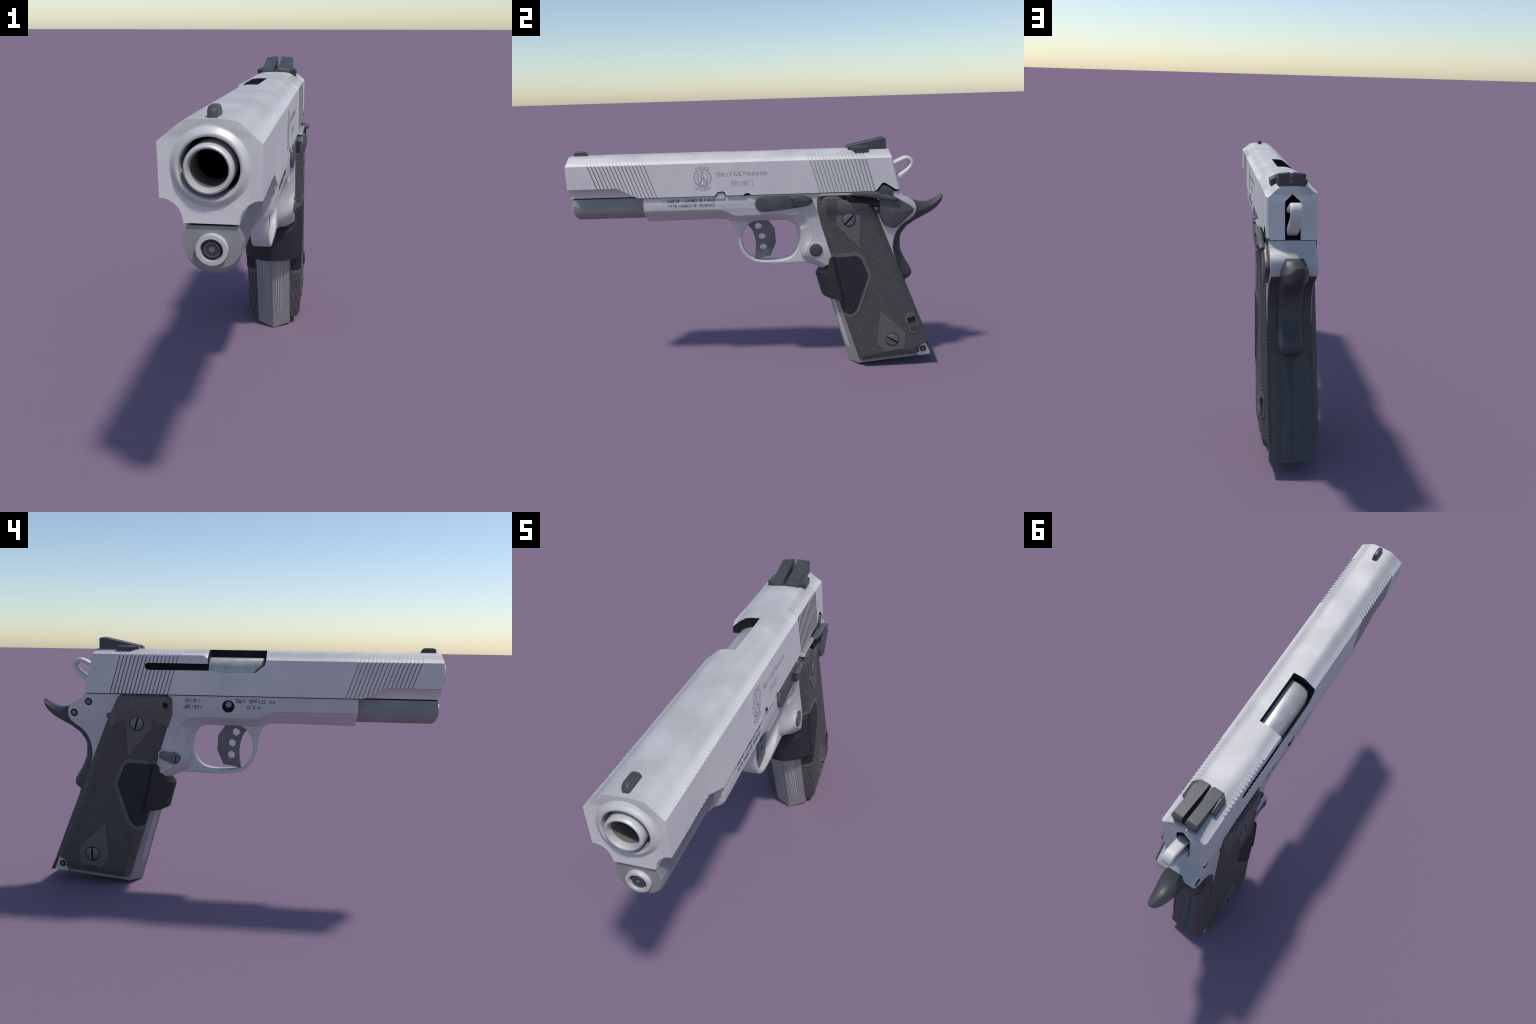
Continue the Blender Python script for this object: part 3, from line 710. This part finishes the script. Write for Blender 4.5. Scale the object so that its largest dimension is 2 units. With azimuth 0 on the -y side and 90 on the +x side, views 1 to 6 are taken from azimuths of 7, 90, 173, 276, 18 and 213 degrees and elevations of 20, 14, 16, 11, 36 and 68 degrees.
# little slide switch on the left panel
sw = [(0.797, 0.287), (0.838, 0.299), (0.861, 0.232), (0.820, 0.219)]
swf = rounded([(0.780, 0.290), (0.792, 0.316), (0.835, 0.322), (0.872, 0.232), (0.860, 0.206), (0.822, 0.196)], 0.014)
add("switch_field", conform(1, swf, rows_left, 0.0022, step=0.01), RUBBER, lp, angle=40)
add("switch_recess", conform(1, sw, rows_left, 0.0034, step=0.01), DARK, lp, angle=40)
knob = [[lerp(a, b, t) for a, b in zip(sw[0], sw[3])] for t in (0.40, 1.0)] + [[lerp(a, b, t) for a, b in zip(sw[1], sw[2])] for t in (1.0, 0.40)]
add("switch_knob", conform(1, [tuple(k) for k in knob], rows_left, 0.0070, 0.006, 0.01), BLUED, lp, angle=40)
for t in (0.58, 0.74):
    q = [[lerp(a, b, tt) for a, b in zip(sw[0], sw[3])] for tt in (t, t + 0.07)] + [[lerp(a, b, tt) for a, b in zip(sw[1], sw[2])] for tt in (t + 0.07, t)]
    add("switch_rib", conform(1, [tuple(k) for k in q], rows_left, 0.0092, 0.006, 0.01), SCREW, lp, angle=40)

# laser block bridging the front strap
bl = []
for pts in ([(0, 0.348, 0.565), (0.036, 0.352, 0.576), (0.0736, 0.368, 0.602), (0.100, 0.377, 0.626), (0.119, 0.381, 0.640)],
            [(0, 0.310, 0.529), (0.036, 0.319, 0.533), (0.0736, 0.342, 0.543), (0.100, 0.366, 0.553), (0.120, 0.394, 0.565)],
            [(0, 0.344, 0.406), (0.036, 0.355, 0.403), (0.0736, 0.386, 0.397), (0.100, 0.409, 0.399), (0.120, 0.433, 0.402)]):
    h = pts + [(0.1255, pts[-1][1] + 0.008, pts[-1][2]), (0.100, pts[-1][1] + 0.05, pts[-1][2])]
    bl.append(h + [(-x, y, z) for x, y, z in h[:0:-1]])
add("laser_block", loft("laser_block", bl), PLAINPAD, angle=28)

# ------------------------------------------------------------------ left-side controls
ss = rounded([(-0.014, 0.938), (0.000, 0.971), (0.030, 0.977), (0.172, 0.976), (0.255, 0.975), (0.288, 0.958), (0.2915, 0.940), (0.262, 0.920), (0.170, 0.908), (0.030, 0.8945), (-0.002, 0.908)], 0.014, 4)
stop = add("slide_stop", plate("stop", [ss], 0.090, 0.1100, 0.0035, 2), SAFETY, frame_ob, angle=50)
pad_ = rounded([(0.172, 0.974), (0.255, 0.973), (0.286, 0.957), (0.288, 0.942), (0.262, 0.924), (0.200, 0.917), (0.186, 0.926)], 0.008, 3)
add("thumb_pad", plate("thumb", [pad_], 0.095, 0.127, 0.008, 3), BLUED, stop, angle=50)
for k in range(4):
    y0, z0, y1, z1 = 0.178 + 0.007 * k, 0.9675 - 0.0058 * k, 0.268 + 0.004 * k, 0.9705 - 0.0050 * k
    rib = [(y0, z0 - 0.0013), (y1, z1 - 0.0013), (y1 + .002, z1), (y1, z1 + 0.0013), (y0, z0 + 0.0013)]
    add("thumb_rib", plate("rib", [rib], 0.11, 0.1305, 0.0008, 1), SCREW, stop, angle=40)

sp = rounded([(0.640, 0.952), (0.700, 0.962), (0.742, 0.944), (0.800, 0.909), (0.822, 0.889), (0.818, 0.874), (0.740, 0.797), (0.716, 0.787), (0.662, 0.811), (0.645, 0.850), (0.630, 0.920)], 0.014, 4)
saf = add("thumb_safety", plate("safety", [sp], 0.090, 0.1215, 0.0110, 1), SAFETY, frame_ob, angle=30)
lv = spline([(0.489, 0.984), (0.540, 0.9865), (0.600, 0.983), (0.660, 0.974), (0.712, 0.960), (0.735, 0.948), (0.722, 0.938), (0.690, 0.939), (0.640, 0.949), (0.580, 0.960), (0.530, 0.967), (0.495, 0.970)], 3, closed=True)
add("safety_lever", plate("lever", [lv], 0.112, 0.1385, 0.0085, 4), SAFETY, saf, angle=60)
for k in range(3):
    g = [(0.512, 0.9815 - 0.004 * k), (0.570, 0.9822 - 0.0045 * k), (0.630, 0.9750 - 0.0045 * k), (0.630, 0.9735 - 0.0045 * k), (0.570, 0.9805 - 0.0045 * k), (0.512, 0.9800 - 0.004 * k)]
    add("lever_rib", plate("g", [g], 0.12, 0.1395, 0.0006, 1), SCREW, saf, angle=40)
add("plunger_tube", plate("tube", [rounded([(0.318, 0.970), (0.335, 0.983), (0.500, 0.983), (0.500, 0.969)], 0.004)], 0.092, 0.1260, 0.006, 3), STRAP, frame_ob, angle=50)
add("dark_filler_plate", plate("pin", [rounded([(0.455, 0.968), (0.622, 0.968), (0.640, 0.905), (0.480, 0.915)], 0.004)], 0.092, 0.1260, 0.004, 3), DARK, frame_ob, angle=50)
add("sear_pin", lathe_x("sp", [(0.0125, 0.09), (0.0125, 0.1005), (0.011, 0.102), (0.0001, 0.1025)], 0.632, 0.878, 24, 1), BLUED, frame_ob)

# magazine release button, checkered with studs
mb = lathe_x("button", [(0.0350, 0.085), (0.0350, 0.1005), (0.0335, 0.1040), (0.0310, 0.1052), (0.0001, 0.1058)], 0.3055, 0.6790, 48, 1)
mrb = add("magazine_button", mb, BLUED, frame_ob, angle=40)
studs = []
for i in range(-4, 5):
    for j in range(-4, 5):
        a, b = (i + j) * 0.0048, (i - j) * 0.0048
        if math.hypot(a, b) < 0.0275:
            c = Vector((0.1050, 0.3055 + a, 0.6790 + b)); w = 0.0030
            studs.append(mesh("stud", [(c.x, c.y - w, c.z), (c.x, c.y, c.z - w), (c.x, c.y + w, c.z), (c.x, c.y, c.z + w), (c.x + 0.0032, c.y, c.z)], [(0, 1, 2, 3), (0, 4, 1), (1, 4, 2), (2, 4, 3), (3, 4, 0)]))
add("button_checkering", join("studs", *studs), SCREW, mrb, angle=20, kind="stuff")

# ------------------------------------------------------------------ right-side pins and catch
def pin(name, y, z, r, side=-1, mat=BLUED, x=0.0985, dome=0.003):
    pr = [(r * 1.12, 0.09), (r * 1.12, x + 0.0010), (r * 1.0, x + 0.0010), (r * 0.98, x + dome * 0.8), (r * 0.7, x + dome * 1.2), (0.0001, x + dome * 1.25)]
    me = lathe_x(name, pr, y, z, 28, side)
    me.materials.append(mat); me.materials.append(DARK); me.materials.append(SCREW)
    for p in me.polygons:
        d = math.hypot(p.center.y - y, p.center.z - z); p.material_index = 1 if d > r * 0.80 else 2 if d < r * 0.45 else 0
    add(name, me, None, frame_ob, angle=40)
pin("safety_pin", 0.728, 0.944, 0.0165)
pin("hammer_pin", 0.8035, 0.888, 0.0165, mat=BACKSTRAP)
pin("sear_pin", 0.625, 0.877, 0.0115)
pin("mainspring_pin", 0.898, 0.0955, 0.0155)
pin("mainspring_pin", 0.898, 0.0955, 0.0155, side=1)
# slide stop pin end in its dark countersink
pr = [(0.0300, 0.09), (0.0300, 0.0995), (0.0285, 0.1002), (0.0001, 0.1002)]
add("pin_countersink", lathe_x("sink", pr, 0.029, 0.936, 40, -1), DARK, frame_ob)
pr = [(0.0150, 0.09), (0.0150, 0.1045), (0.0135, 0.1065), (0.0001, 0.1070)]
add("slide_stop_pin", lathe_x("stop_pin", pr, 0.0265, 0.9455, 32, -1), TUBE, frame_ob)
rim = spline([(0.382, 0.688), (0.370, 0.710), (0.348, 0.7175), (0.322, 0.708), (0.296, 0.712), (0.270, 0.700), (0.256, 0.682), (0.262, 0.656), (0.284, 0.637), (0.306, 0.637), (0.334, 0.651), (0.368, 0.664)], 4, closed=True)
add("catch_boss", plate("boss", [rim], -0.104, -0.088, 0.003, 2), FRAME, frame_ob, angle=40)
inner = [(lerp(0.318, y, 0.88), lerp(0.678, z, 0.83)) for y, z in rim]
add("magazine_catch", plate("catch", [inner], -0.1052, -0.09, 0.001, 1), TRIG, frame_ob, angle=40)
slotted_screw("catch_screw", -1, 0.288, 0.6675, 0.0175, math.radians(90), 0.1052, frame_ob)

# ------------------------------------------------------------------ lettering: a small stroke alphabet on a 4 x 6 grid
GLYPH = {
    "A": "00 26 40;12 32", "B": "00 06 36 45 44 33 03;33 42 41 30 00", "C": "45 36 16 05 01 10 30 41", "D": "00 06 26 45 41 20 00",
    "E": "40 00 06 46;03 33", "F": "00 06 46;03 33", "G": "45 36 16 05 01 10 30 41 43 23", "H": "00 06;40 46;03 43", "I": "20 26",
    "J": "46 41 30 10 01", "K": "00 06;46 03 40", "L": "06 00 40", "M": "00 06 21 46 40", "N": "00 06 40 46", "O": "10 01 05 16 36 45 41 30 10",
    "P": "00 06 36 45 44 33 03", "R": "00 06 36 45 44 33 03;23 40", "S": "45 36 16 05 04 13 33 42 41 30 10 01", "T": "06 46;26 20",
    "U": "06 01 10 30 41 46", "V": "06 20 46", "W": "06 10 26 30 46", "Z": "06 46 00 40", "&": "41 20 10 01 02 24 25 16 05 04 40",
    "1": "15 26 20", "2": "05 16 36 45 44 00 40", "4": "30 36 02 42", "8": "13 04 05 16 36 45 44 33 13 02 01 10 30 41 42 33", "9": "10 30 41 45 36 16 05 04 13 43",
    ".": "10 11", ",": "11 00", "-": "03 43",
    "m": "00 04;03 14 23 20;23 34 43 40", "i": "20 24 14;25 26", "t": "16 11 20 30;04 34", "h": "00 06;03 24 33 30", "e": "02 42 43 34 14 03 01 10 30 41",
    "s": "43 34 14 03 12 32 41 30 10 01", "o": "10 01 03 14 34 43 41 30 10", "n": "00 04;03 14 24 33 30",
}
def glyph_strokes(c, serif):
    out = []
    for st in GLYPH[c].split(";"):
        pts = [(int(p[0]), int(p[1])) for p in st.split()]
        out.append(pts)
        if serif:
            for a, b in ((pts[0], pts[1]), (pts[-1], pts[-2])):
                if abs(a[0] - b[0]) <= 1 and abs(a[1] - b[1]) >= 2 and a[1] in (0, 4, 6):
                    out.append([(a[0] - 0.75, a[1]), (a[0] + 0.75, a[1])])
    return out

def tubes(name, paths, r, x, side, flat_=0.35):
    """Thin flattened tubes along (y, z) paths, half sunk in the surface at x."""
    cu = bpy.data.curves.new(name, "CURVE"); cu.dimensions = "3D"
    cu.bevel_depth = r; cu.bevel_resolution = 1; cu.use_fill_caps = True
    for pts in paths:
        s = cu.splines.new("POLY"); s.points.add(len(pts) - 1)
        for p, q in zip(s.points, pts): p.co = (0, q[0], q[1], 1)
    ob = bpy.data.objects.new(name, cu); COLL.objects.link(ob)
    dg = bpy.context.evaluated_depsgraph_get(); dg.update()
    me = bpy.data.meshes.new_from_object(ob.evaluated_get(dg))
    bpy.data.objects.remove(ob); bpy.data.curves.remove(cu)
    for v in me.vertices: v.co.x = side * (x + v.co.x * flat_)
    return me

def text_paths(txt, y0, y1, z0, height, d, serif=False, gap=1.5, slope=0.0):
    """Strokes of a line of text filling y0..y1 (d = +1 reads towards +y)."""
    adv = 4 + gap; total = adv * len(txt) - gap; sx = abs(y1 - y0) / total; sz = height / 6; out = []
    for i, c in enumerate(txt):
        if c == " ": continue
        for st in glyph_strokes(c, serif):
            out.append([((y0 + d * (i * adv + a) * sx), z0 + b * sz + slope * (i * adv + a) * sx) for a, b in st])
    return out

left_name = text_paths("Smith&Wesson", -0.203, 0.060, 1.0905, 0.0205, 1, True, 1.7)
left_name += text_paths("SW1911", -0.129, -0.014, 1.0405, 0.0215, 1, True, 1.7)
add("engraved_name", tubes("t", left_name, 0.0014, SL_W, 1), ENGRAVE, slide_ob, angle=60)
warn = text_paths("CAUTION - CAPABLE OF FIRING", -0.465, -0.220, 0.9585, 0.0140, 1) + text_paths("WITH MAGAZINE REMOVED", -0.463, -0.222, 0.9325, 0.0140, 1)
add("engraved_warning", tubes("t", warn, 0.0015, FW, 1), INK, frame_ob, angle=60)
ser = text_paths("SW1911", 0.240, 0.166, 0.9520, 0.0160, -1) + text_paths("JRE1824", 0.251, 0.158, 0.9225, 0.0160, -1)
ser += text_paths("S&W SPFLD,MA", -0.008, -0.197, 0.9545, 0.0160, -1) + text_paths("U.S.A.", -0.066, -0.138, 0.9265, 0.0160, -1)
add("engraved_serial", tubes("t", ser, 0.0017, FW, -1), INK, frame_ob, angle=60)

# trade mark roundel: rings, ribbons with letters, and the interlaced letters inside
LC, LR = (-0.2765, 1.0835), 0.0455
def arc_pts(r, a0, a1, n=24): return [(LC[0] + r * math.cos(math.radians(lerp(a0, a1, i / n))), LC[1] + r * math.sin(math.radians(lerp(a0, a1, i / n)))) for i in range(n + 1)]
logo = [arc_pts(LR, 0, 360, 60), arc_pts(LR - 0.0022, 0, 360, 60)]
for a0, a1, ri, ro in ((52, 128, LR + 0.001, LR + 0.0125), (-60, -120, LR + 0.001, LR + 0.0115)):
    logo.append(arc_pts(ro, a0, a1, 16)); logo.append([arc_pts(ri, a0, a0, 1)[0], arc_pts(ro, a0, a0, 1)[0]]); logo.append([arc_pts(ri, a1, a1, 1)[0], arc_pts(ro, a1, a1, 1)[0]])
def arc_text(txt, r, a0, a1, size, outward=True):
    for i, c in enumerate(txt):
        if c == " ": continue
        a = math.radians(lerp(a0, a1, i / (len(txt) - 1)))
        up = Vector((math.cos(a), math.sin(a))) * (1 if outward else -1); rt = Vector((up.y, -up.x))
        o = Vector(LC) + Vector((math.cos(a), math.sin(a))) * r
        for st in glyph_strokes(c, False):
            logo.append([tuple(o + rt * (p[0] - 2) * size / 6 + up * (p[1] - 3) * size / 6) for p in st])
arc_text("TRADE", LR + 0.0068, 118, 62, 0.0070)
arc_text("MARK", LR + 0.0063, -110, -70, 0.0062, False)
arc_text("REG U S PAT OFF", LR + 0.0185, -126, -54, 0.0068, False)
def rel(pts, k=5): return spline([(LC[0] + y, LC[1] + z) for y, z in pts], k)
logo += [rel([(0.012, 0.030), (-0.002, 0.036), (-0.020, 0.020), (-0.016, 0.004), (0.004, -0.006), (0.020, -0.020), (0.008, -0.034), (-0.012, -0.034), (-0.026, -0.022)]),
         rel([(0.006, 0.024), (-0.006, 0.026), (-0.013, 0.014), (-0.004, 0.004), (0.014, -0.006), (0.026, -0.022), (0.014, -0.038), (-0.014, -0.039), (-0.031, -0.028)]),
         rel([(-0.034, 0.022), (-0.022, 0.024), (-0.024, 0.0), (-0.012, -0.032)]), rel([(-0.030, 0.020), (-0.027, -0.004), (-0.016, -0.034)]),
         rel([(0.034, 0.022), (0.022, 0.024), (0.026, 0.0), (0.012, -0.032)]), rel([(0.030, 0.020), (0.029, -0.004), (0.016, -0.034)]),
         rel([(-0.012, -0.032), (-0.004, 0.010), (0.0, 0.038)]), rel([(0.012, -0.032), (0.004, 0.010), (0.0, 0.038)]), rel([(-0.007, -0.02), (0.0, 0.028), (0.007, -0.02)], 4),
         [(LC[0] - 0.0385, LC[1]), (LC[0] - 0.0335, LC[1])], [(LC[0] - 0.036, LC[1] - .0025), (LC[0] - 0.036, LC[1] + .0025)],
         [(LC[0] + 0.0385, LC[1]), (LC[0] + 0.0335, LC[1])], [(LC[0] + 0.036, LC[1] - .0025), (LC[0] + 0.036, LC[1] + .0025)]]
add("trade_mark_roundel", tubes("t", logo, 0.0009, SL_W, 1), ENGRAVE, slide_ob, angle=60)

# raised word along the bottom rim of both panels
for side in (1, -1):
    y0, y1, d = (0.614, 0.850, 1) if side > 0 else (0.850, 0.614, -1)
    p = []
    for path in text_paths("LASERGRIPS", y0, y1, 0, 0.016, d, False, 1.5):
        p.append([(y, z + 0.0505 + (y - 0.56) * 0.117) for y, z in path])
    add("raised_lettering", tubes("t", p, 0.0013, 0.1155, side, 0.8), RUBBER, PANELS[side], angle=60)
